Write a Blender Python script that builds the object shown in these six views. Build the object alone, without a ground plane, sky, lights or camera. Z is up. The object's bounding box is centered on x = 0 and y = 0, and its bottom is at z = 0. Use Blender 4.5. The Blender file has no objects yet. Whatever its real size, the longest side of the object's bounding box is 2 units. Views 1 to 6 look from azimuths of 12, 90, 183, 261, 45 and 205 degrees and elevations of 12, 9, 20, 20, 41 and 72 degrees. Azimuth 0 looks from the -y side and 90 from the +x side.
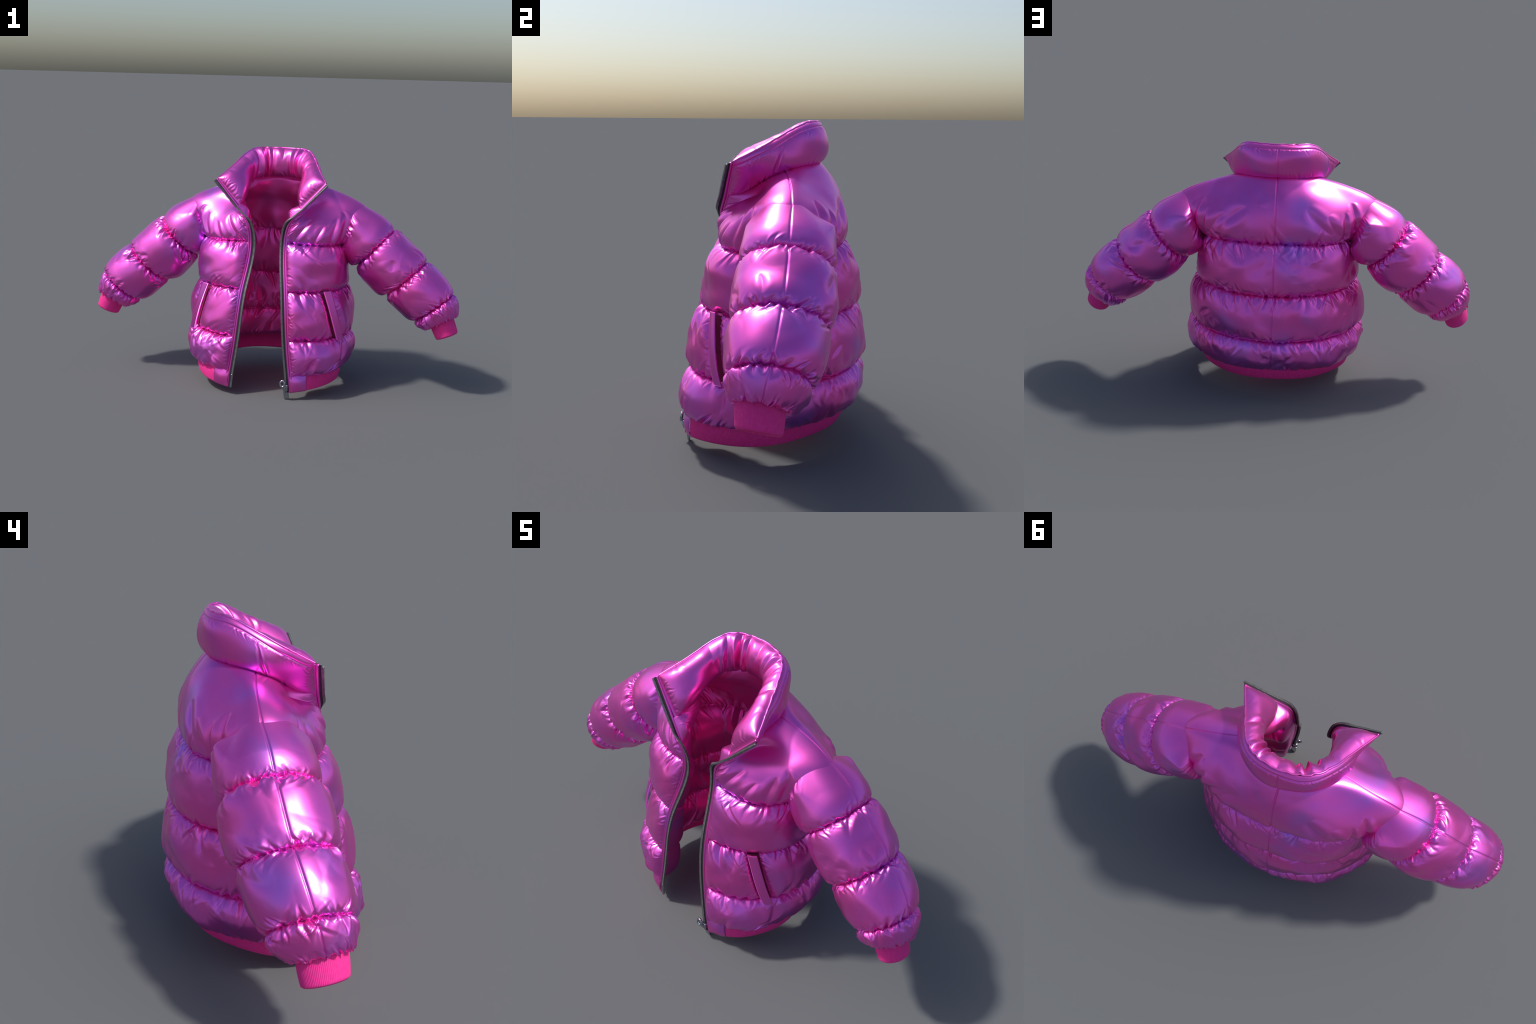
# Pink metallic puffer jacket, built from lofted seam surfaces that are
# inflated between their seams and gathered (puckered) along them.
import bpy, math
import numpy as np

# ------------------------------------------------------------------ helpers
def spline(t, pts, tq):
    """natural cubic spline through pts (n,k) at knots t, evaluated at tq"""
    t = np.asarray(t, float); pts = np.asarray(pts, float); n = len(t)
    h = np.diff(t); shp = (n,) + (1,) * (pts.ndim - 1)
    A = np.eye(n); b = np.zeros_like(pts)
    for i in range(1, n - 1):
        A[i, i - 1] = h[i - 1]; A[i, i] = 2 * (h[i - 1] + h[i]); A[i, i + 1] = h[i]
        b[i] = 6 * ((pts[i + 1] - pts[i]) / h[i] - (pts[i] - pts[i - 1]) / h[i - 1])
    M = np.linalg.solve(A, b.reshape(n, -1)).reshape(pts.shape)
    i = np.clip(np.searchsorted(t, tq, side='right') - 1, 0, n - 2)
    tail = (1,) * (pts.ndim - 1)
    H = h[i].reshape((-1,) + tail)
    a = ((t[i + 1] - tq) / h[i]).reshape((-1,) + tail); c = 1 - a
    return a * pts[i] + c * pts[i + 1] + ((a**3 - a) * M[i] + (c**3 - c) * M[i + 1]) * H * H / 6

def normalise(v):
    return v / np.maximum(np.linalg.norm(v, axis=-1, keepdims=True), 1e-9)

def grid_normals(P, wrap=False):
    if wrap:
        Q = np.concatenate([P[:, -2:-1], P, P[:, 1:2]], 1)
        du = (Q[:, 2:] - Q[:, :-2])
    else:
        du = np.gradient(P, axis=1)
    dv = np.gradient(P, axis=0)
    return normalise(np.cross(du, dv))

def smoothstep(a, b, x):
    """0 at a, 1 at b (a may be larger than b)"""
    t = np.clip((x - a) / (b - a), 0, 1)
    return t * t * (3 - 2 * t)

def puff(d, D, p=2.2, q=0.55):
    """inflated profile: 0 at the seam, steep, 1 at distance D and beyond"""
    x = 1 - np.clip(d / D, 0, 1)
    return np.maximum(1 - x**p, 0)**q

class Noise:
    """smooth random sines: cheap coherent noise in 1-3 dimensions"""
    def __init__(self, seed, n=14):
        r = np.random.RandomState(seed)
        self.k = r.normal(size=(n, 3)); self.k /= np.linalg.norm(self.k, axis=1, keepdims=True)
        self.k *= r.uniform(.6, 1.6, (n, 1)); self.ph = r.uniform(0, 6.283, n); self.n = n
    def __call__(self, X, f):
        X = np.asarray(X); out = np.zeros(X.shape[:-1])
        for k, p in zip(self.k[:, :X.shape[-1]], self.ph):
            out += np.sin((X @ k) * f * 6.283 + p)
        return out / math.sqrt(self.n / 2)

def line_noise(s, seed, f):
    return Noise(seed)(np.stack([s, s * 0, s * 0], -1), f)

def gathers(S, D, seed, span, pitch=.03, length=(.02, .075), width=(.0035, .008),
            depth=(.004, .012), slant=.35, power=1.9):
    """pinched folds that start on a seam (D = 0) and die out into the puff.
    S runs along the seam, D is the distance from it (metres)."""
    r = np.random.RandomState(seed)
    out = np.zeros_like(S)
    n = max(1, int((span[1] - span[0]) / pitch))
    pos = np.linspace(span[0], span[1], n) + r.uniform(-.5, .5, n) * pitch
    for s0 in pos:
        big = r.rand()**power
        L = length[0] + (length[1] - length[0]) * big
        w = width[0] + (width[1] - width[0]) * r.rand() * (.4 + .6 * big)
        A = depth[0] + (depth[1] - depth[0]) * big * r.uniform(.6, 1)
        sl = r.normal() * slant; taper = r.rand() < .5
        m = (D < L) & (np.abs(S - s0) < abs(sl) * L + 6 * w)
        if not m.any(): continue
        d = D[m] / L
        x = S[m] - s0 - sl * D[m] - .004 * np.sin(d * 5 + s0 * 300)
        ww = w * ((.65 + .9 * d) if taper else (1.5 - 1.0 * d))
        fall = (1 - d)**1.25
        valley = np.exp(-np.sqrt(x * x + (.22 * ww)**2) / ww * 1.25)
        side = np.exp(-((np.abs(x) - 2.1 * ww) / (1.1 * ww))**2)
        out[m] += A * fall * (.42 * side - valley)
    return out

def crease(S, V, p0, p1, width, depth, sharp=True):
    """one fold along the line p0-p1 in the (S, V) plane, tapering to both ends"""
    p0 = np.array(p0, float); p1 = np.array(p1, float); d = p1 - p0; L = np.linalg.norm(d); d /= L
    a = (S - p0[0]) * d[0] + (V - p0[1]) * d[1]
    b = -(S - p0[0]) * d[1] + (V - p0[1]) * d[0] + .06 * L * np.sin(np.clip(a / L, 0, 1) * 3.1)
    t = np.clip(a / L, 0, 1)
    taper = np.clip(4 * t * (1 - t), 0, 1)**.8
    w = width * (.5 + .5 * taper)
    val = np.exp(-np.sqrt(b * b + (.3 * w)**2) / w)
    ridge = np.exp(-((b - 2.2 * w) / (1.4 * w))**2) + .5 * np.exp(-((b + 2.4 * w) / (1.5 * w))**2)
    return depth * taper * (.5 * ridge - val)

def crumple(S, V, seed, amp, fs=3.6, fv=3.):
    """broad soft planes that meet in valleys, as in crumpled foil"""
    n1, n2 = Noise(seed, 9), Noise(seed + 1, 9)
    X = np.stack([S * fs, V * fv], -1)
    return amp * (np.sqrt(n1(X, 1.)**2 + .015) - .75) + .5 * amp * (np.sqrt(n2(X * 2.1, 1.)**2 + .02) - .75)

def dents(S, V, seed, n, depth=(.002, .007), length=(.04, .11)):
    """loose creases scattered over a puff, mostly running away from its seams"""
    r = np.random.RandomState(seed); out = np.zeros_like(S)
    for _ in range(n):
        s0, v0 = r.uniform(S.min(), S.max()), r.uniform(V.min(), V.max())
        a = r.normal(math.pi / 2, .55); L = r.uniform(*length)
        d = np.array((math.cos(a), math.sin(a))) * L / 2
        out += crease(S, V, (s0 - d[0], v0 - d[1]), (s0 + d[0], v0 + d[1]), r.uniform(.008, .020), r.uniform(*depth))
    return out

# ------------------------------------------------------------------ materials
def mat_nodes(name):
    m = bpy.data.materials.new(name); m.use_nodes = True
    nt = m.node_tree; bs = nt.nodes['Principled BSDF']
    return m, nt, bs

def noise_node(nt, scale, detail=2., rough=.5, vec=None, dist=0.):
    n = nt.nodes.new('ShaderNodeTexNoise'); n.inputs['Scale'].default_value = scale
    n.inputs['Detail'].default_value = detail; n.inputs['Roughness'].default_value = rough
    n.inputs['Distortion'].default_value = dist
    if vec is not None: nt.links.new(vec, n.inputs['Vector'])
    return n

def ramp_node(nt, fac, stops):
    r = nt.nodes.new('ShaderNodeValToRGB'); nt.links.new(fac, r.inputs['Fac'])
    e = r.color_ramp.elements
    while len(e) < len(stops): e.new(.5)
    for el, (p, c) in zip(e, stops):
        el.position = p; el.color = (*c, 1) if len(c) == 3 else c
    return r

def satin_material(name, pink, violet, mid, metal=.9, rough=.33):
    m, nt, bs = mat_nodes(name)
    co = nt.nodes.new('ShaderNodeTexCoord').outputs['Object']
    big = noise_node(nt, 4.2, 2.5, .5, co, .35)
    rp = ramp_node(nt, big.outputs['Fac'], [(.38, pink), (.56, mid), (.72, violet)])
    nt.links.new(rp.outputs['Color'], bs.inputs['Base Color'])
    bs.inputs['Metallic'].default_value = metal
    fine = noise_node(nt, 9., 3., .55, co)
    rr = nt.nodes.new('ShaderNodeMapRange')
    rr.inputs['To Min'].default_value = rough - .06; rr.inputs['To Max'].default_value = rough + .08
    nt.links.new(fine.outputs['Fac'], rr.inputs['Value'])
    nt.links.new(rr.outputs['Result'], bs.inputs['Roughness'])
    grain = noise_node(nt, 420., 2., .6, co)
    bp = nt.nodes.new('ShaderNodeBump'); bp.inputs['Strength'].default_value = .05
    bp.inputs['Distance'].default_value = .002
    nt.links.new(grain.outputs['Fac'], bp.inputs['Height'])
    nt.links.new(bp.outputs['Normal'], bs.inputs['Normal'])
    return m

def rib_material(name, a, b):
    m, nt, bs = mat_nodes(name)
    co = nt.nodes.new('ShaderNodeTexCoord').outputs['Object']
    n = noise_node(nt, 90., 3., .6, co)
    rp = ramp_node(nt, n.outputs['Fac'], [(.3, a), (.7, b)])
    nt.links.new(rp.outputs['Color'], bs.inputs['Base Color'])
    bs.inputs['Roughness'].default_value = .75
    bs.inputs['Sheen Weight'].default_value = .15
    bs.inputs['Sheen Tint'].default_value = (1, .3, .6, 1)
    return m

def metal_material(name, col, rough, metal=1.):
    m, nt, bs = mat_nodes(name)
    co = nt.nodes.new('ShaderNodeTexCoord').outputs['Object']
    n = noise_node(nt, 60., 3., .6, co)
    rp = ramp_node(nt, n.outputs['Fac'], [(.3, tuple(c * .75 for c in col)), (.7, tuple(min(1, c * 1.15) for c in col))])
    nt.links.new(rp.outputs['Color'], bs.inputs['Base Color'])
    bs.inputs['Metallic'].default_value = metal; bs.inputs['Roughness'].default_value = rough
    return m

PINK, MID, VIOLET = (.97, .125, .57), (.86, .135, .64), (.64, .17, .74)
SATIN = satin_material('pink_satin', PINK, VIOLET, MID)
LINING = satin_material('lining_satin', (.88, .09, .45), (.74, .10, .50), (.84, .09, .46), .75, .38)
RIB = rib_material('ribbed_knit', (.83, .02, .27), (.92, .035, .33))
TAPE = metal_material('zipper_tape_cloth', (.03, .018, .03), .8, 0.)
TEETH = metal_material('zipper_metal', (.22, .235, .23), .42, .7)
STEEL = metal_material('polished_steel', (.42, .46, .50), .25)
DARK = metal_material('pocket_cloth', (.30, .01, .10), .8, 0.)

# ------------------------------------------------------------------ mesh output
ROOT = bpy.data.objects.new('puffer_jacket', None)
bpy.context.scene.collection.objects.link(ROOT)
ROOT['label'] = 'shiny metallic pink puffer jacket, open front zipper, ribbed cuffs'
ROOT['category'] = 'puffer jacket'

def add_object(name, V, F, mat, parent=ROOT, normals=None, smooth=True):
    me = bpy.data.meshes.new(name)
    V = np.asarray(V, np.float32).reshape(-1, 3); F = np.asarray(F, np.int32)
    nf, k = F.shape
    me.vertices.add(len(V)); me.vertices.foreach_set('co', V.ravel())
    me.loops.add(nf * k); me.loops.foreach_set('vertex_index', F.ravel())
    me.polygons.add(nf); me.polygons.foreach_set('loop_start', np.arange(0, nf * k, k, dtype=np.int32))
    me.update(calc_edges=True); me.validate()
    me.polygons.foreach_set('use_smooth', np.full(len(me.polygons), smooth))
    me.materials.append(mat)
    if normals is not None:
        me.normals_split_custom_set_from_vertices(np.asarray(normals, np.float32).reshape(-1, 3).tolist())
    o = bpy.data.objects.new(name, me)
    bpy.context.scene.collection.objects.link(o)
    o.parent = parent
    return o

def grid_faces(nr, nc, flip=False):
    i = np.arange(nr * nc).reshape(nr, nc)
    F = np.stack([i[:-1, :-1], i[:-1, 1:], i[1:, 1:], i[1:, :-1]], -1).reshape(-1, 4)
    return F[:, ::-1] if flip else F

def add_grid(name, P, mat, parent=ROOT, N=None, flip=False):
    if N is None:
        N = grid_normals(P)
    return add_object(name, P, grid_faces(P.shape[0], P.shape[1], flip), mat, parent, -N if flip else N)

def sweep(name, path, radius, mat, parent=ROOT, sides=10, caps=True, ell=None, ref=None):
    """tube along a polyline; ell = second radius along ref direction"""
    path = np.asarray(path, float)
    T = normalise(np.gradient(path, axis=0))
    up = np.array([.13, .2, .97]) if ref is None else ref
    A = normalise(np.cross(T, up)); B = normalise(np.cross(T, A))
    r = np.broadcast_to(np.asarray(radius, float), (len(path),))[:, None, None]
    r2 = r if ell is None else np.broadcast_to(np.asarray(ell, float), (len(path),))[:, None, None]
    ph = np.linspace(0, 2 * math.pi, sides + 1)[None, :, None]
    P = path[:, None] + r * np.cos(ph) * A[:, None] + r2 * np.sin(ph) * B[:, None]
    if caps:
        P = np.concatenate([np.repeat(path[:1, None], sides + 1, 1), P, np.repeat(path[-1:, None], sides + 1, 1)], 0)
    return add_object(name, P, grid_faces(*P.shape[:2]), mat, parent)

# ------------------------------------------------------------------ torso surface
# Half sections (+x side) from centre back (first) to the zip edge (last);
# each row lies on a horizontal seam of the jacket or between two of them.
ROWS = [
  # hem seam
  [(0,.302,.155),(.16,.280,.153),(.302,.174,.143),(.385,.01,.133),(.384,-.177,.135),(.282,-.303,.131),(.159,-.344,.124)],
  # seams between baffles
  [(0,.335,.318),(.175,.304,.318),(.338,.190,.315),(.420,.017,.312),(.386,-.174,.312),(.258,-.293,.311),(.136,-.328,.310)],
  [(0,.318,.552),(.167,.294,.552),(.326,.186,.552),(.391,.027,.552),(.357,-.150,.553),(.236,-.252,.554),(.113,-.285,.555)],
  # chest seam
  [(0,.272,.800),(.16,.260,.800),(.312,.190,.795),(.378,.040,.783),(.337,-.131,.786),(.215,-.200,.792),(.090,-.205,.795)],
  # yoke
  [(0,.262,.900),(.17,.247,.900),(.348,.180,.890),(.445,.052,.875),(.365,-.089,.880),(.225,-.163,.884),(.104,-.208,.886)],
  [(0,.235,.990),(.16,.213,.985),(.348,.140,.956),(.472,.055,.954),(.386,-.046,.954),(.218,-.102,.938),(.125,-.205,.922)],
  [(0,.203,1.050),(.13,.179,1.045),(.262,.104,1.032),(.356,.055,1.024),(.303,-.020,1.005),(.195,-.070,.970),(.144,-.199,.946)],
  [(0,.170,1.100),(.09,.156,1.098),(.16,.100,1.088),(.192,.035,1.068),(.182,-.042,1.035),(.166,-.112,1.0),(.168,-.191,.975)],
]
ROWS = np.array(ROWS)
def mirror_cols(R):
    L = R[:, :0:-1].copy(); L[..., 0] *= -1
    return np.concatenate([L, R], 1)          # columns run from -x zip edge, via the back, to +x zip edge
FULL = mirror_cols(ROWS)
NCOL = 841
def col_param(F):
    d = np.linalg.norm(np.diff(F, axis=1), axis=2).mean(0)
    return np.concatenate([[0], np.cumsum(d)])
CT = col_param(FULL); CT = CT - CT[-1] / 2
CQ = np.linspace(CT[0], CT[-1], NCOL)
RT = np.concatenate([[0], np.cumsum(np.linalg.norm(np.diff(FULL, axis=0), axis=2).mean(1))])

def torso(rt, cq=CQ):
    a = spline(RT, FULL, rt)                       # rows
    b = spline(CT, a.transpose(1, 0, 2), cq)       # columns
    return b.transpose(1, 0, 2)

def band_t(n):
    t = np.linspace(0, 1, n)
    return t + .10 * np.sin(2 * math.pi * t) * -1 * .9   # denser near both seams

def arc(P):
    """signed arc length along each row measured from the centre back"""
    d = np.linalg.norm(np.diff(P, axis=1), axis=2)
    s = np.concatenate([np.zeros((len(P), 1)), np.cumsum(d, 1)], 1)
    return s - s[:, s.shape[1] // 2][:, None]

def rise(P):
    d = np.linalg.norm(np.diff(P, axis=0), axis=2)
    return np.concatenate([np.zeros((1, P.shape[1])), np.cumsum(d, 0)], 0)

POCKET_TOP, POCKET_BOTTOM = (.300, .585), (.378, .300)      # (x, z) of the welt's middle line
def pocket_offset(P, S):
    """signed arc distance from the pocket line, on each side (+ towards the side seam)"""
    out = np.full(S.shape, 9.); h = S.shape[1] // 2
    for r in range(len(P)):
        z = P[r, :, 2].mean()
        xp = POCKET_BOTTOM[0] + (POCKET_TOP[0] - POCKET_BOTTOM[0]) * (z - POCKET_BOTTOM[1]) / (POCKET_TOP[1] - POCKET_BOTTOM[1])
        for sg in (1, -1):
            cols = np.arange(h, S.shape[1]) if sg > 0 else np.arange(h, -1, -1)
            x = P[r, cols, 0] * sg; k = np.argmax(x)
            f = cols[k:]; xs = x[k:]
            sp = np.interp(-xp, -xs, S[r, f])
            side = cols
            out[r, side] = (sp - S[r, side]) * sg
    return out

def baffle_height(P, kind, seed, h):
    S, V = arc(P), rise(P)
    H = V[-1].mean(); W = V[-1][None]
    up, dn = V, W - V
    N3 = Noise(seed)
    j = .0020
    dlo = np.maximum(up - j * np.abs(line_noise(S, seed + 1, 12)), 0)
    dhi = np.maximum(dn - j * np.abs(line_noise(S, seed + 2, 12)), 0)
    span = (S.min() + .02, S.max() - .02)
    he = np.minimum(S.max(1)[:, None] - S, S - S.min(1)[:, None])      # distance from the zip edge
    edge = puff(he - .010, .055)
    back = 1 - .05 * np.exp(-np.abs(S) / .018)
    if kind == 'yoke':
        prof = puff(dlo, .10) * (1 - .55 * smoothstep(.12, H, up)) * puff(dn + .004, .05)
    else:
        prof = puff(np.minimum(dlo, H / 2), H / 2, 2.2, .58 if kind == 'hem' else .55) * puff(np.minimum(dhi, H / 2), H / 2)
    low = 1 + .10 * N3(P, 3.2) + .05 * N3(P + 3, 7.)
    z = h * prof * edge * back * low
    fade = edge
    # gathered folds along both seams
    z += fade * gathers(S, up, seed + 3, span, .038, (.020, .085), (.0045, .0120), (.003, .020), .45)
    z += fade * gathers(S, up, seed + 4, span, .022, (.010, .034), (.003, .006), (.001, .005), .4)
    if kind != 'yoke':
        z += fade * gathers(S, dn, seed + 5, span, .034, (.020, .095), (.0045, .0120), (.004, .022), .45)
        z += fade * gathers(S, dn, seed + 6, span, .022, (.010, .034), (.003, .006), (.001, .005), .4)
    # the stitching pulls every seam inwards
    pinch = np.where(up < dn, 0 if kind == 'hem' else 1, 0 if kind == 'yoke' else 1)
    z -= .008 * pinch * np.exp(-np.minimum(up, dn) / .011) * smoothstep(.012, .05, he)
    # a few long loose folds
    z += fade * gathers(S, up, seed + 13, span, .13, (.05, .12), (.008, .016), (.006, .015), .6)
    if kind != 'yoke':
        z += fade * gathers(S, dn, seed + 14, span, .10, (.05, .12), (.008, .016), (.006, .015), .6)
    # puckers along the front edges
    for sg, k in ((1, 7), (-1, 8)):
        e = (S.max(1)[:, None] - S) if sg > 0 else (S - S.min(1)[:, None])
        z += gathers(V, e - .010, seed + k, (.01, H - .01), .017, (.015, .05), (.0028, .0055), (.002, .007), .25) \
             * (e > .010) * smoothstep(0, .03, np.minimum(up, dn))
    z += fade * (kind != 'yoke') * crumple(S, V, seed + 60, .0022) * smoothstep(0, .04, np.minimum(up, dn))
    z += fade * dents(S, V, seed + 9, 12, (.003, .009)) * (smoothstep(.30, .16, V) if kind == 'yoke' else 1)
    # centre back seam
    z -= .0050 * np.exp(-(S / .0032)**2) * (prof > .02)
    z += smoothstep(.02, .06, np.abs(S)) * 0
    return z, S, V

BANDS = [('body_baffle', 0, 1, 96, 11, .042), ('body_baffle', 1, 2, 104, 23, .031),
         ('body_baffle', 2, 3, 104, 37, .042), ('yoke', 3, 7, 150, 51, .021)]
rts, ids = [], []
for bi, (nm, a, b, n, sd, h) in enumerate(BANDS):
    t = band_t(n) if nm != 'yoke' else np.linspace(0, 1, n)**1.15
    rts.append(RT[a] + (RT[b] - RT[a]) * t)
band_surfaces = []
for bi, (nm, a, b, n, sd, h) in enumerate(BANDS):
    B = torso(rts[bi]); N = grid_normals(B)
    if N[n // 2, NCOL // 2, 1] < 0: N = -N
    z, S, V = baffle_height(B, 'yoke' if nm == 'yoke' else 'hem' if bi == 0 else 'body', sd, h)
    if bi == 1:      # pocket band: puff closes along the welt
        po = pocket_offset(B, S)
        d = np.abs(po) - .021
        m = puff(d, .06) ; m = np.where(np.abs(po) > 1, 1, m)
        fl = gathers(V, np.maximum(d, 0), 99, (.01, V.max() - .01), .016, (.015, .045), (.003, .0055), (.002, .007), .3) * (d > 0)
        z = z * m + fl * (np.abs(po) < .2) * (1 - .0) - .010 * (np.abs(po) < .0235)
    if bi == 0:      # dents below the pocket ends and along the hem
        for sg in (1, -1):
            s0 = sg * .80
            z += crease(S * 1., V, (s0 - sg * .02, V.max() + .0), (s0 - sg * .05, .05), .012, .014)
            z += crease(S, V, (sg * .92, .0), (sg * .93, .10), .012, .014)
            z += crease(S, V, (sg * .62, V.max()), (sg * .60, .09), .010, .010)
    if nm == 'yoke':
        for sg in (1, -1):
            # folds radiating from the armhole, front and back
            z += crease(S, V, (sg * .70, -.01), (sg * .745, .15), .012, .013)
            z += crease(S, V, (sg * .79, -.01), (sg * .80, .10), .010, .010)
            z += crease(S, V, (sg * .90, -.01), (sg * .88, .13), .012, .010)
            z += crease(S, V, (sg * .36, -.01), (sg * .33, .15), .009, .012)
            z += crease(S, V, (sg * .27, .05), (sg * .14, .17), .018, .013)
            z += crease(S, V, (sg * .33, .03), (sg * .24, .13), .014, .011)
            z += crease(S, V, (sg * .42, .06), (sg * .37, .20), .012, .012)
            z += crease(S, V, (sg * .66, .03), (sg * .70, .19), .012, .012)
            z += crease(S, V, (sg * .98, .00), (sg * .95, .12), .010, .009)
            # shoulder seam
            z -= .0040 * np.exp(-((CQ - sg * CT[9]) / .0034)**2)[None] * smoothstep(.10, .16, V)
    droop = np.zeros_like(B); droop[..., 2] = -.22 * np.maximum(z, 0) * (0 if nm == 'yoke' else smoothstep(0, .16, V) if bi == 0 else 1)
    P = B + N * z[..., None] + droop
    band_surfaces.append((B, N, P, S, V))

ALL = np.concatenate([bs[2] if i == 0 else bs[2][1:] for i, bs in enumerate(band_surfaces)], 0)
# weld rows on the seams and share the normals of the whole torso
NA = grid_normals(ALL)
if NA[150, NCOL // 2, 1] < 0: NA = -NA
FLIP = np.dot(np.cross(ALL[100, 401] - ALL[100, 400], ALL[101, 400] - ALL[100, 400]), NA[100, 400]) < 0
row = 0
for i, (nm, a, b, n, sd, h) in enumerate(BANDS):
    Pb = ALL[row:row + n]; Nb = NA[row:row + n]
    add_object(nm, Pb, grid_faces(n, NCOL, FLIP), SATIN, ROOT, Nb)
    row += n - 1

# ------------------------------------------------------------------ lining (inner side of the torso)
LC = 421
cqL = np.linspace(CT[0], CT[-1], LC)
parts = []
for bi, (nm, a, b, n, sd, h) in enumerate(BANDS):
    nn = n // 2
    B = torso(RT[a] + (RT[b] - RT[a]) * np.linspace(0, 1, nn), cqL); N = grid_normals(B)
    if N[nn // 2, LC // 2, 1] < 0: N = -N
    S, V = arc(B), rise(B); H = V[-1].mean(); dn = V[-1][None] - V
    he = np.minimum(S.max(1)[:, None] - S, S - S.min(1)[:, None])
    span = (S.min() + .02, S.max() - .02)
    pf = puff(np.minimum(V, H / 2), H / 2) * puff(np.minimum(dn, H / 2), H / 2) if nm != 'yoke' else puff(V, .08) * puff(dn, .10)
    z = .024 * pf * puff(he, .04 if nm != 'yoke' else .13) * (1 + .25 * Noise(sd + 70)(B, 4.))
    z += puff(he, .06) * gathers(S, V, sd + 71, span, .05, (.03, .13), (.006, .012), (.006, .018), .5)
    z += puff(he, .06) * gathers(S, dn, sd + 72, span, .05, (.03, .13), (.006, .012), (.006, .018), .5) * (nm != 'yoke')
    z += puff(he, .06) * dents(S, V, sd + 75, 22, (.005, .014), (.06, .16))
    rel = (V + RT[a]) / RT[-1]
    thick = .012 + (.014 + .046 * smoothstep(.88, .70, B[..., 2]) + .016 * smoothstep(.5, .3, B[..., 2])) * puff(he, .040) * smoothstep(-.06, .02, rel) * (smoothstep(-.03, .12, dn) if nm == 'yoke' else 1)
    if nm == 'yoke':     # padded lapel behind the zip, below the collar
        thick = thick + .014 * smoothstep(.70, .88, B[..., 2]) * smoothstep(1.02, .94, B[..., 2]) * puff(he, .06) * smoothstep(.28, .10, he) * smoothstep(0, .05, dn)
    P = B - N * (z + thick * smoothstep(-.01, .02, he))[..., None]
    parts.append(P if bi == 0 else P[1:])
PL = np.concatenate(parts, 0)
NL = grid_normals(PL); sgn = -1 if NL[80, LC // 2, 1] > 0 else 1
NL = NL * sgn; FC = 20
lining = add_object('lining', PL[:, FC:LC - FC], grid_faces(len(PL), LC - 2 * FC, not FLIP), LINING, ROOT, NL[:, FC:LC - FC])
for a, b in ((0, FC + 1), (LC - FC - 1, LC)):      # facings along the zip, in the outer cloth
    add_object('front_facing', PL[:, a:b], grid_faces(len(PL), b - a, not FLIP), SATIN, lining, NL[:, a:b])

# ------------------------------------------------------------------ hem band
HEM_TOP = ROWS[0].copy(); HEM_TOP[:, :2] *= .975; HEM_TOP[:, 2] += .012
HEM_BOT = np.array([(0,.270,.086),(.15,.247,.085),(.285,.150,.078),(.372,.00,.066),(.366,-.165,.060),(.276,-.300,.055),(.167,-.344,.040)])
HT, HB = mirror_cols(HEM_TOP[None])[0], mirror_cols(HEM_BOT[None])[0]
HT[[0, -1]] = FULL[0][[0, -1]]
nh = 1601
cqh = np.linspace(CT[0], CT[-1], nh)
top, bot = spline(CT, HT, cqh), spline(CT, HB, cqh)
v = np.linspace(0, 1, 14)[:, None, None]
B = bot[None] * (1 - v) + top[None] * v
N = grid_normals(B)
if N[7, nh // 2, 1] < 0: N = -N
Sh = arc(B)
he = np.minimum(Sh.max(1)[:, None] - Sh, Sh - Sh.min(1)[:, None])
ribs = .0011 * np.sin(Sh / .0062 * 6.283) * (he > .082)
bul = .006 * np.sin(v[..., 0] * math.pi)
inner = B - N * .012
def shell(outer, inner_):
    """outer skin, rolled lower rim, inner skin"""
    mid = (outer[0] + inner_[0]) / 2; mid = mid + (outer[0] - outer[1]) * .6
    return np.concatenate([inner_[::-1], mid[None], outer], 0)
HP = shell(B + N * (ribs + bul)[..., None], inner)
c0 = np.argmax(he[0] > .082); c1 = nh - c0 - 1
HN = grid_normals(HP)
if HN[-7, nh // 2, 1] < 0: HN = -HN
hem_flip = np.dot(np.cross(HP[-7, 401] - HP[-7, 400], HP[-6, 400] - HP[-7, 400]), HN[-7, 400]) < 0
hem = add_object('hem_band', HP[:, c0:c1 + 1], grid_faces(HP.shape[0], c1 + 1 - c0, hem_flip), RIB, ROOT, HN[:, c0:c1 + 1])
for a, b in ((0, c0 + 1), (c1, nh)):
    Q = HP[:, a:b].copy()
    Nn = HN[:, a:b]
    u = np.linspace(0, 1, b - a)[None, :, None]
    vv = np.zeros((HP.shape[0], 1, 1)); vv[-14:, 0, 0] = np.linspace(0, 1, 14)
    Q += Nn * (.003 + .007 * np.sin(u * math.pi) * np.sin(vv * math.pi))
    add_grid('hem_patch', Q, SATIN, hem, None, hem_flip)

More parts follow.
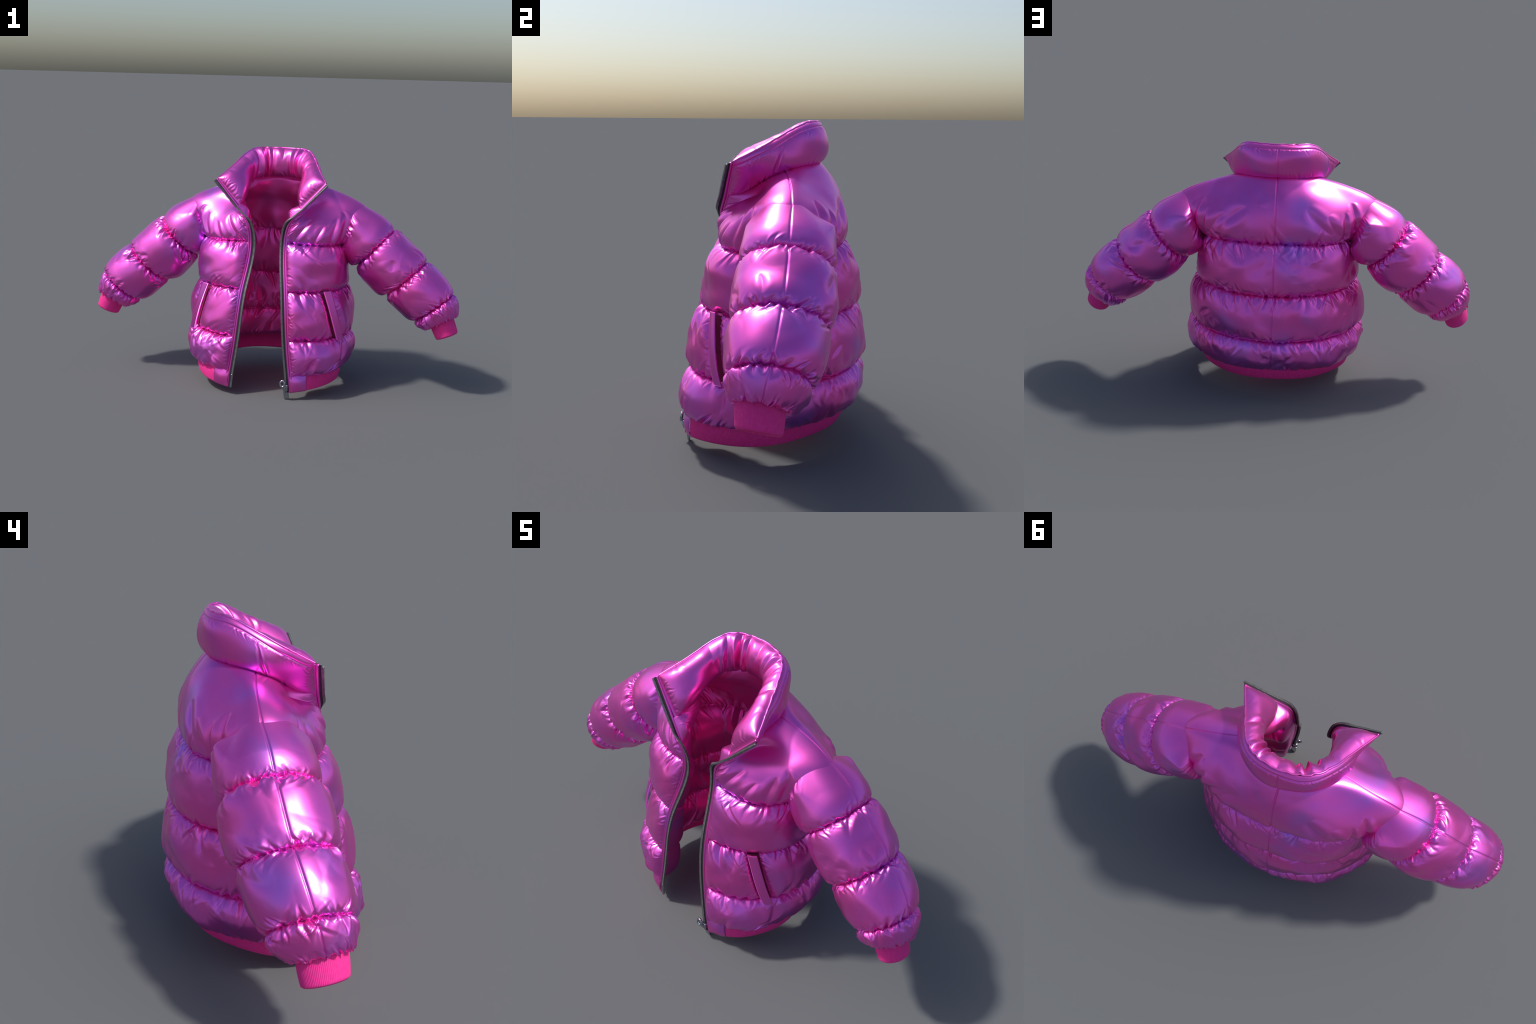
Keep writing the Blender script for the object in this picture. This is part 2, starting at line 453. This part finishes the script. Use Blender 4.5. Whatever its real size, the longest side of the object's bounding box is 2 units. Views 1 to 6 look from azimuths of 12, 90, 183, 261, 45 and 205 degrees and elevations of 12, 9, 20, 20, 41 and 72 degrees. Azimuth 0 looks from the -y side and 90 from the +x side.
# ------------------------------------------------------------------ collar
C_BASE = ROWS[-1]
C_TOP = np.array([(0,.168,1.258),(.085,.155,1.257),(.155,.110,1.250),(.198,.04,1.215),(.230,-.035,1.172),(.260,-.10,1.138),(.288,-.160,1.108)])
C_IN = np.array([(0,.152,1.096),(.085,.139,1.094),(.145,.088,1.084),(.175,.028,1.064),(.164,-.047,1.031),(.150,-.114,.998),(.163,-.186,.976)])
cb, ctp, cin = [spline(CT, mirror_cols(a[None])[0], np.linspace(CT[0], CT[-1], 521)) for a in (C_BASE, C_TOP, C_IN)]
def collar_skin(lo, hi, n, h, seed, outward):
    t = np.linspace(0, 1, n)[:, None, None]
    B = lo[None] * (1 - t) + hi[None] * t
    N = grid_normals(B)
    if (N[n // 2, 260, 1] < 0) == (outward > 0): N = -N
    S, V = arc(B), rise(B); H = V[-1].mean(); dn = V[-1][None] - V
    he = np.minimum(S.max(1)[:, None] - S, S - S.min(1)[:, None]); span = (S.min() + .02, S.max() - .02)
    Hc = V[-1][None] / 2
    if outward > 0:
        prof = puff(np.minimum(V, Hc), Hc) * puff(np.minimum(dn, Hc), Hc, 2.0, .65)
        prof = prof - .13 * np.exp(-((dn - .017) / .0032)**2)          # stitched line under the rim
    else:
        prof = puff(np.minimum(V, Hc), Hc) * puff(np.minimum(dn, Hc), Hc)
    e = puff(he - .008, .07)
    z = h * prof * e * (1 + .08 * Noise(seed)(B, 5.))
    if outward > 0:
        z += e * gathers(S, V, seed + 1, span, .03, (.015, .05), (.003, .006), (.002, .008))
        z += e * gathers(S, np.maximum(dn - .02, 0), seed + 2, span, .022, (.01, .035), (.003, .005), (.001, .004)) * (dn > .02)
        z -= .005 * np.exp(-(S / .0032)**2) * (dn > .02)
        for sg in (1, -1):
            z += crease(S, V, (sg * .30, 0), (sg * .285, .11), .005, .008)
    else:
        z += e * gathers(S, dn, seed + 1, span, .085, (.03, .09), (.008, .015), (.004, .018), .25)
        z += e * gathers(S, V, seed + 2, span, .07, (.02, .07), (.006, .010), (.003, .010), .25)
        for s0, dpt in ((-.115, .028), (-.07, .014), (.085, .016), (.125, .028), (-.185, .012), (.175, .010)):
            z += crease(S, V, (s0 * .95, -.02), (s0, V.max() + .03), .012, dpt)
    for sg, k in ((1, 5), (-1, 6)):
        ee = (S.max(1)[:, None] - S) if sg > 0 else (S - S.min(1)[:, None])
        z += gathers(V, ee - .010, seed + k, (.01, V[:, 0].max()), .016, (.015, .04), (.0028, .0055), (.002, .006), .25) * (ee > .010) * smoothstep(0, .03, np.minimum(V, dn))
    return B + N * (np.maximum(z, 0) + .002)[..., None]
co = collar_skin(cb, ctp, 80, .034, 201, 1)
ci = collar_skin(cin, ctp, 84, .058, 233, -1)
No = grid_normals(co)
if No[40, 260, 1] < 0: No = -No
collar = add_object('collar', co, grid_faces(*co.shape[:2], FLIP), SATIN, ROOT, No)
Ni = grid_normals(ci)
if Ni[40, 260, 1] > 0: Ni = -Ni
add_object('collar_facing', ci, grid_faces(*ci.shape[:2], not FLIP), SATIN, collar, Ni)
# strip closing the gap between collar facing and lining, inside the neck
tv = np.linspace(0, 1, 8)[:, None, None]
lt = PL[-1]
lt = np.stack([np.interp(np.linspace(0, 1, 521), np.linspace(0, 1, LC), lt[:, k]) for k in range(3)], -1)
neck = ci[0][None] * tv + lt[None] * (1 - tv)
add_grid('neck_tape', neck, LINING, collar)
rimc = (co[-1] + ci[-1]) / 2
sweep('collar_piping', rimc[4:-4], .0045, SATIN, collar, 10)

# ------------------------------------------------------------------ sleeves
# rings: centre, top half-vector in the x-z plane, half width in y
RINGS = [((.345,.054,.924),(.026,.100),.112),
         ((.418,.053,.870),(.044,.112),.138),
         ((.546,.043,.762),(.088,.094),.150),
         ((.714,.022,.609),(.094,.087),.148),
         ((.867,-.013,.471),(.090,.072),.125),
         ((.914,-.038,.400),(.062,.029),.078)]
ring_t = np.array([-.6, 0, 1, 2, 3, 3.62])
rc = np.array([r[0] for r in RINGS]); re = np.array([(r[1][0], 0, r[1][1]) for r in RINGS]); rh = np.array([[r[2]] for r in RINGS])
NPH = 361
RING_TILT = np.array([[0.], [.02], [.07], [.08], [.12], [.18]])   # back of each ring hangs lower
PHI = np.linspace(-math.pi, math.pi, NPH)          # 0 on top, +-pi underneath

def ring_points(t, sg):
    c, e, h = spline(ring_t, rc, t), spline(ring_t, re, t), spline(ring_t, rh, t)
    P = c[:, None] + e[:, None] * np.cos(PHI)[None, :, None]
    P[..., 1] += h * np.sin(PHI)[None]
    P[..., 2] -= h * spline(ring_t, RING_TILT, t) * np.sin(PHI)[None]
    P[..., 0] *= sg
    return P

from mathutils.bvhtree import BVHTree
_y = ALL[-BANDS[3][3]::2, ::2]; _yn = NA[-BANDS[3][3]::2, ::2]
YOKE_TREE = BVHTree.FromPolygons(_y.reshape(-1, 3).tolist(), grid_faces(*_y.shape[:2], FLIP).tolist())

def armhole_loop(sg):
    """where the slanted armhole plane cuts the yoke, one point per sleeve angle"""
    c = np.array((.398 * sg, .062, .884)); e = np.array((.37 * sg, 0, .93)); L = np.zeros((NPH, 3))
    y = np.array((0, 1., -.05))
    for k, p in enumerate(PHI):
        d = e * math.cos(p) + y * math.sin(p)
        hit, nn, idx, dist = YOKE_TREE.ray_cast(c.tolist(), d.tolist(), .3)
        L[k] = c + d * (.11 if hit is None else dist - .007)
    for _ in range(12):
        L[1:-1] = (L[:-2] + 2 * L[1:-1] + L[2:]) / 4
        L[0] = L[-1] = (L[1] + L[-2]) / 2
    return L

def build_sleeve(sg, seed):
    segs = [(-.20, 1, 110, .020), (1, 2, 96, .030), (2, 3, 92, .022), (3, 3.62, 70, .022)]
    surf = []
    for k, (a, b, n, h) in enumerate(segs):
        u = np.linspace(0, 1, n); t = a + (b - a) * (u - .09 * np.sin(2 * math.pi * u) * (k > 0))
        B = ring_points(t, sg); N = grid_normals(B, True)
        if N[n // 2, NPH // 2, 2] < 0: N = -N
        V = rise(B); S = np.broadcast_to(PHI[None] * .145, V.shape) ; dn = V[-1][None] - V
        sd = seed + 40 * k
        j = .002
        lo = np.maximum(V - j * np.abs(line_noise(S, sd + 1, 12)), 0)
        hi = np.maximum(dn - j * np.abs(line_noise(S, sd + 2, 12)), 0)
        Hc = np.maximum(V[-1][None] / 2, .02)
        span = (S.min(), S.max())
        wrapfade = smoothstep(0, .25, math.pi - np.abs(PHI))[None]
        if k == 0:
            # armhole seam: open at the top, deep in front, behind and below
            topopen = smoothstep(.25, .75, np.cos(PHI))[None]
            Va = V - .012
            start = puff(np.maximum(Va, 0), .05) * (1 - topopen) + topopen * smoothstep(.0, .16, Va)
            z = h * start * puff(hi, .07) * (1 + .10 * Noise(sd)(B, 5.)) * (1 + .9 * smoothstep(.1, .9, -np.cos(PHI)))[None]
            z += gathers(S, np.maximum(Va, 0), sd + 3, span, .022, (.015, .06), (.004, .008), (.003, .014)) * (1 - topopen) * (Va > 0)
        else:
            z = h * puff(np.minimum(lo, Hc), Hc, 3.0, .5) * puff(np.minimum(hi, Hc), Hc, 3.0, .5) * (1 + .10 * Noise(sd)(B, 5.)) * (1 + .35 * smoothstep(.1, .9, -np.cos(PHI)))[None]
            z += gathers(S, V, sd + 3, span, .026, (.014, .065), (.0045, .0105), (.005, .022), .45, 1.2)
            z += dents(S, V, sd + 9, 4, (.003, .008))
            z += gathers(S, V, sd + 5, span, .016, (.008, .020), (.002, .0035), (.001, .005), .3)
        z += gathers(S, dn, sd + 4, span, .026, (.012, .055), (.004, .010), (.004, .019), .4, 1.3)
        z += gathers(S, dn, sd + 7, span, .09, (.03, .07), (.007, .013), (.006, .014), .6) * (1 if k else (1 - topopen))
        if k: z += gathers(S, V, sd + 8, span, .075, (.04, .085), (.008, .014), (.008, .017), .6)
        z += gathers(S, dn, sd + 6, span, .016, (.008, .020), (.002, .0035), (.001, .005), .3)
        z += crumple(S, V, sd + 60, .0018) * smoothstep(0, .03, dn) * smoothstep(0, .03, V) * wrapfade
        z -= .008 * ((k < 3) * np.exp(-dn / .010) + (k > 0) * np.exp(-V / .010))
        z -= .0045 * np.exp(-((S - .004) / .0030)**2) * smoothstep(.0, .02, dn)
        P = B + N * z[..., None]
        P[..., 2] -= .18 * np.maximum(z, 0)

        if k == 0:
            w = smoothstep(-.20, np.broadcast_to(.06 + .60 * topopen, V.shape), np.broadcast_to(t[:, None], V.shape))[..., None]
            P = armhole_loop(sg)[None] * (1 - w) + P * w
        P[:, -1] = P[:, 0] = (P[:, 0] + P[:, -1]) / 2
        surf.append(P)
    A = np.concatenate([p if i == 0 else p[1:] for i, p in enumerate(surf)], 0)
    NA = grid_normals(A, True)
    if NA[150, NPH // 2, 2] < 0: NA = -NA
    fl = np.dot(np.cross(A[150, 181] - A[150, 180], A[151, 180] - A[150, 180]), NA[150, 180]) < 0
    # inner tube of the sleeve is the parent part
    ti = np.linspace(.15, 3.62, 60)
    I = ring_points(ti, sg); NI = grid_normals(I, True)
    if NI[30, NPH // 2, 2] < 0: NI = -NI
    I = (I - NI * .012)[:, ::4]
    sleeve = add_object('sleeve', I, grid_faces(*I.shape[:2], not fl), LINING, ROOT, -NI[:, ::4])
    r = 0
    for (a, b, n, h) in segs:
        add_object('sleeve_baffle', A[r:r + n], grid_faces(n, NPH, fl), SATIN, sleeve, NA[r:r + n]); r += n - 1
    # ribbed cuff
    c0, c1 = np.array((.910, -.038, .406)), np.array((.943, -.043, .328))
    e0, e1 = np.array((.058, 0, .027)), np.array((.054, 0, .024)); h0, h1 = .079, .072
    nv = 16; tv = np.linspace(0, 1, nv)[:, None, None]; ph = np.linspace(-math.pi, math.pi, 641)
    C = c0 * (1 - tv) + c1 * tv; E = e0 * (1 - tv) + e1 * tv; Hh = h0 * (1 - tv) + h1 * tv
    bulge = 1 + .03 * np.sin(tv * 2.6) + .006 * np.sin(ph * 90)[None, :, None] * 1.
    O = C + (E * np.cos(ph)[None, :, None] + Hh * np.array((0, 1., -.18)) * np.sin(ph)[None, :, None]) * bulge
    In = C + (E * np.cos(ph)[None, :, None] + Hh * np.array((0, 1., -.18)) * np.sin(ph)[None, :, None]) * .86
    rim = (O[-1] + In[-1]) / 2 + (c1 - c0) * .06
    Q = np.concatenate([O, rim[None], In[::-1]], 0); Q[..., 0] *= sg
    NQ = grid_normals(Q, True)
    if np.dot(NQ[4, 320], (0, 0, 1)) < 0: NQ = -NQ
    f2 = np.dot(np.cross(Q[4, 321] - Q[4, 320], Q[5, 320] - Q[4, 320]), NQ[4, 320]) < 0
    add_object('cuff', Q, grid_faces(*Q.shape[:2], f2), RIB, sleeve, NQ)
build_sleeve(1, 301)
build_sleeve(-1, 607)

# ------------------------------------------------------------------ pocket welts
Bp, Np, Pp, Sp, Vp = band_surfaces[1]
def surface_at(rt, sg, off):
    """torso base point and normal on the pocket line + arc offset"""
    B = torso(rt, CQ); N = grid_normals(B)
    if N[len(B) // 2, NCOL // 2, 1] < 0: N = -N
    S = arc(B); po = pocket_offset(B, S); h = NCOL // 2
    P = np.zeros((len(rt), len(off), 3)); Nn = np.zeros_like(P)
    for r in range(len(rt)):
        cols = np.arange(h, NCOL) if sg > 0 else np.arange(h, -1, -1)
        x = -po[r, cols]
        for k in range(3):
            P[r, :, k] = np.interp(off, x, B[r, cols, k]); Nn[r, :, k] = np.interp(off, x, N[r, cols, k])
    return P, Nn
for sg in (1, -1):
    rt = np.linspace(RT[1] - .012, RT[2] + .004, 60)
    off = np.linspace(-.0185, .0185, 12)
    P, N = surface_at(rt, sg, off)
    prof = .024 + .004 * np.sin(np.linspace(0, math.pi, 12))[None] ** .6 + .006 * np.sin(np.linspace(0, math.pi, 60))[:, None]
    prof = prof + .004 * (1 - off / .0185)[None]          # outer edge stands up, welt faces forward
    top = P + N * prof[..., None]
    low = P + N * (prof - .005)[..., None]
    # closed thin strip: upper face, rounded long sides, lower face
    loop = np.concatenate([top, low[:, ::-1], top[:, :1]], 1)
    loop = np.concatenate([np.repeat(loop[:1].mean(1, keepdims=True), loop.shape[1], 1), loop,
                           np.repeat(loop[-1:].mean(1, keepdims=True), loop.shape[1], 1)], 0)
    o = add_object('pocket_welt', loop, grid_faces(*loop.shape[:2], sg > 0), SATIN, ROOT)
    bv = o.modifiers.new('bevel', 'BEVEL'); bv.width = .002; bv.segments = 2; bv.limit_method = 'ANGLE'
    P, N = surface_at(np.linspace(RT[1] + .004, RT[2] - .01, 40), sg, np.linspace(-.026, .026, 10))
    add_grid('pocket_bag', P - N * .004, DARK, o)

# ------------------------------------------------------------------ zip edges
for sg in (1, -1):
    ci_ = -1 if sg > 0 else 0; cj = -6 if sg > 0 else 5
    rr = np.linspace(0, RT[-1], 160)
    bodyB = torso(rr)
    hemB = B_h = (HB[ci_][None] * (1 - np.linspace(0, 1, 12)[:-1, None]) + FULL[0][ci_][None] * np.linspace(0, 1, 12)[:-1, None])
    tt = np.linspace(0, 1, 30)[1:, None]
    edge = np.concatenate([hemB, bodyB[:, ci_], cb[ci_][None] * (1 - tt) + ctp[ci_][None] * tt], 0)
    inn = np.concatenate([hemB + (bodyB[0, cj] - bodyB[0, ci_]), bodyB[:, cj], cb[cj][None] * (1 - tt) + ctp[cj][None] * tt], 0)
    # resample by arc length and smooth
    L = np.concatenate([[0], np.cumsum(np.linalg.norm(np.diff(edge, axis=0), axis=1))])
    q = np.linspace(0, L[-1], 400)
    edge = np.stack([np.interp(q, L, edge[:, k]) for k in range(3)], -1)
    inn = np.stack([np.interp(q, L, inn[:, k]) for k in range(3)], -1)
    for _ in range(25):
        edge[1:-1] = (edge[:-2] + 2 * edge[1:-1] + edge[2:]) / 4
        inn[1:-1] = (inn[:-2] + 2 * inn[1:-1] + inn[2:]) / 4
    T = normalise(np.gradient(edge, axis=0))
    out = edge - inn; out -= T * (out * T).sum(-1, keepdims=True); out = normalise(out)
    nrm = normalise(np.cross(T, out)) * (1 if sg > 0 else -1)
    zipper_tape_top = edge + out * .002 + nrm * .002
    # cross-section of the tape: thin closed strip
    w = .017
    cs = [(-.004, .0015), (w, .0015), (w + .001, 0), (w, -.0015), (-.004, -.0015), (-.004, .0015)]
    tape = np.stack([edge + out * a + nrm * b for a, b in cs], 1)
    zp = add_object('zipper', tape, grid_faces(*tape.shape[:2], sg < 0), TAPE, ROOT, None, False)
    sweep('zipper_piping', edge + out * .001, .0058, SATIN, zp, 10)
    sweep('zipper_piping', edge - out * .010 + nrm * .002, .0050, SATIN, zp, 10)
    cord = edge + out * (w + .002)
    sweep('zipper_cord', cord, .0038, TEETH, zp, 8)
    # teeth: small blocks along the cord
    cl = np.concatenate([[0], np.cumsum(np.linalg.norm(np.diff(cord, axis=0), axis=1))])
    pitch = .0062; nt_ = int(cl[-1] / pitch)
    qs = (np.arange(nt_) + .5) * pitch
    at = lambda a: np.stack([np.interp(qs, cl, a[:, k]) for k in range(3)], -1)
    pc, po_, pt, pn = at(cord), at(out), at(T), at(nrm)
    corners = []
    for dx, dy, dz in [(-1, -1, -1), (1, -1, -1), (1, 1, -1), (-1, 1, -1), (-1, -1, 1), (1, -1, 1), (1, 1, 1), (-1, 1, 1)]:
        corners.append(pc + po_ * (.0010 + .0050 * dx) + pt * .0019 * dy + pn * .0042 * dz)
    V = np.stack(corners, 1).reshape(-1, 3)
    fb = np.array([(0, 3, 2, 1), (4, 5, 6, 7), (0, 1, 5, 4), (1, 2, 6, 5), (2, 3, 7, 6), (3, 0, 4, 7)])
    F = (fb[None] + 8 * np.arange(nt_)[:, None, None]).reshape(-1, 4)
    te = add_object('zipper_teeth', V, F, TEETH, zp, None, False); te['kind'] = 'stuff'
    if sg > 0:
        ZIP_END = cord[6].copy(); ZIP_OUT = out[6].copy(); ZIP_N = nrm[6].copy(); ZIPPER = zp
        ZIP_AT = cord[26].copy()
    else:
        # pin at the free end of the zip
        sweep('zipper_pin', cord[:26] + nrm[:26] * 0, .0062, STEEL, zp, 10)

# slider with puller at the bottom of the +x zip
def box_part(name, centre, axes, half, mat, parent, bevel):
    V = np.array([centre + sum(axes[k] * half[k] * s[k] for k in range(3)) for s in
                  [(-1, -1, -1), (1, -1, -1), (1, 1, -1), (-1, 1, -1), (-1, -1, 1), (1, -1, 1), (1, 1, 1), (-1, 1, 1)]])
    F = np.array([(0, 3, 2, 1), (4, 5, 6, 7), (0, 1, 5, 4), (1, 2, 6, 5), (2, 3, 7, 6), (3, 0, 4, 7)])
    o = add_object(name, V, F, mat, parent, None, True)
    b = o.modifiers.new('bevel', 'BEVEL'); b.width = bevel; b.segments = 3
    return o
X, Y, Z = np.eye(3)
sl = box_part('zipper_slider', np.array((.143, -.350, .066)), (X, Y, Z), (.013, .009, .016), STEEL, ZIPPER, .004)
ph = np.linspace(0, 2 * math.pi, 33)
ring = np.stack([.129 + .011 * np.cos(ph), -.364 + .002 * np.sin(ph), .090 + .015 * np.sin(ph)], -1)
ring[:, 1] += -.002
sweep('pull_ring', ring, .0058, STEEL, sl, 10, False)
bridge = np.stack([np.linspace(.131, .142, 8), -.364 + .010 * np.linspace(0, 1, 8)**2, np.linspace(.078, .058, 8)], -1)
sweep('slider_bridge', bridge, .006, STEEL, sl, 10)
ax = normalise(np.array((.10, .12, -1.))); ay = normalise(np.cross(ax, Y)); az = np.cross(ax, ay)
box_part('pull_tab', np.array((.146, -.338, .0268)), (ay, az, ax), (.0135, .0055, .0255), STEEL, sl, .003)

# ------------------------------------------------------------------ frame
bpy.context.view_layer.update()
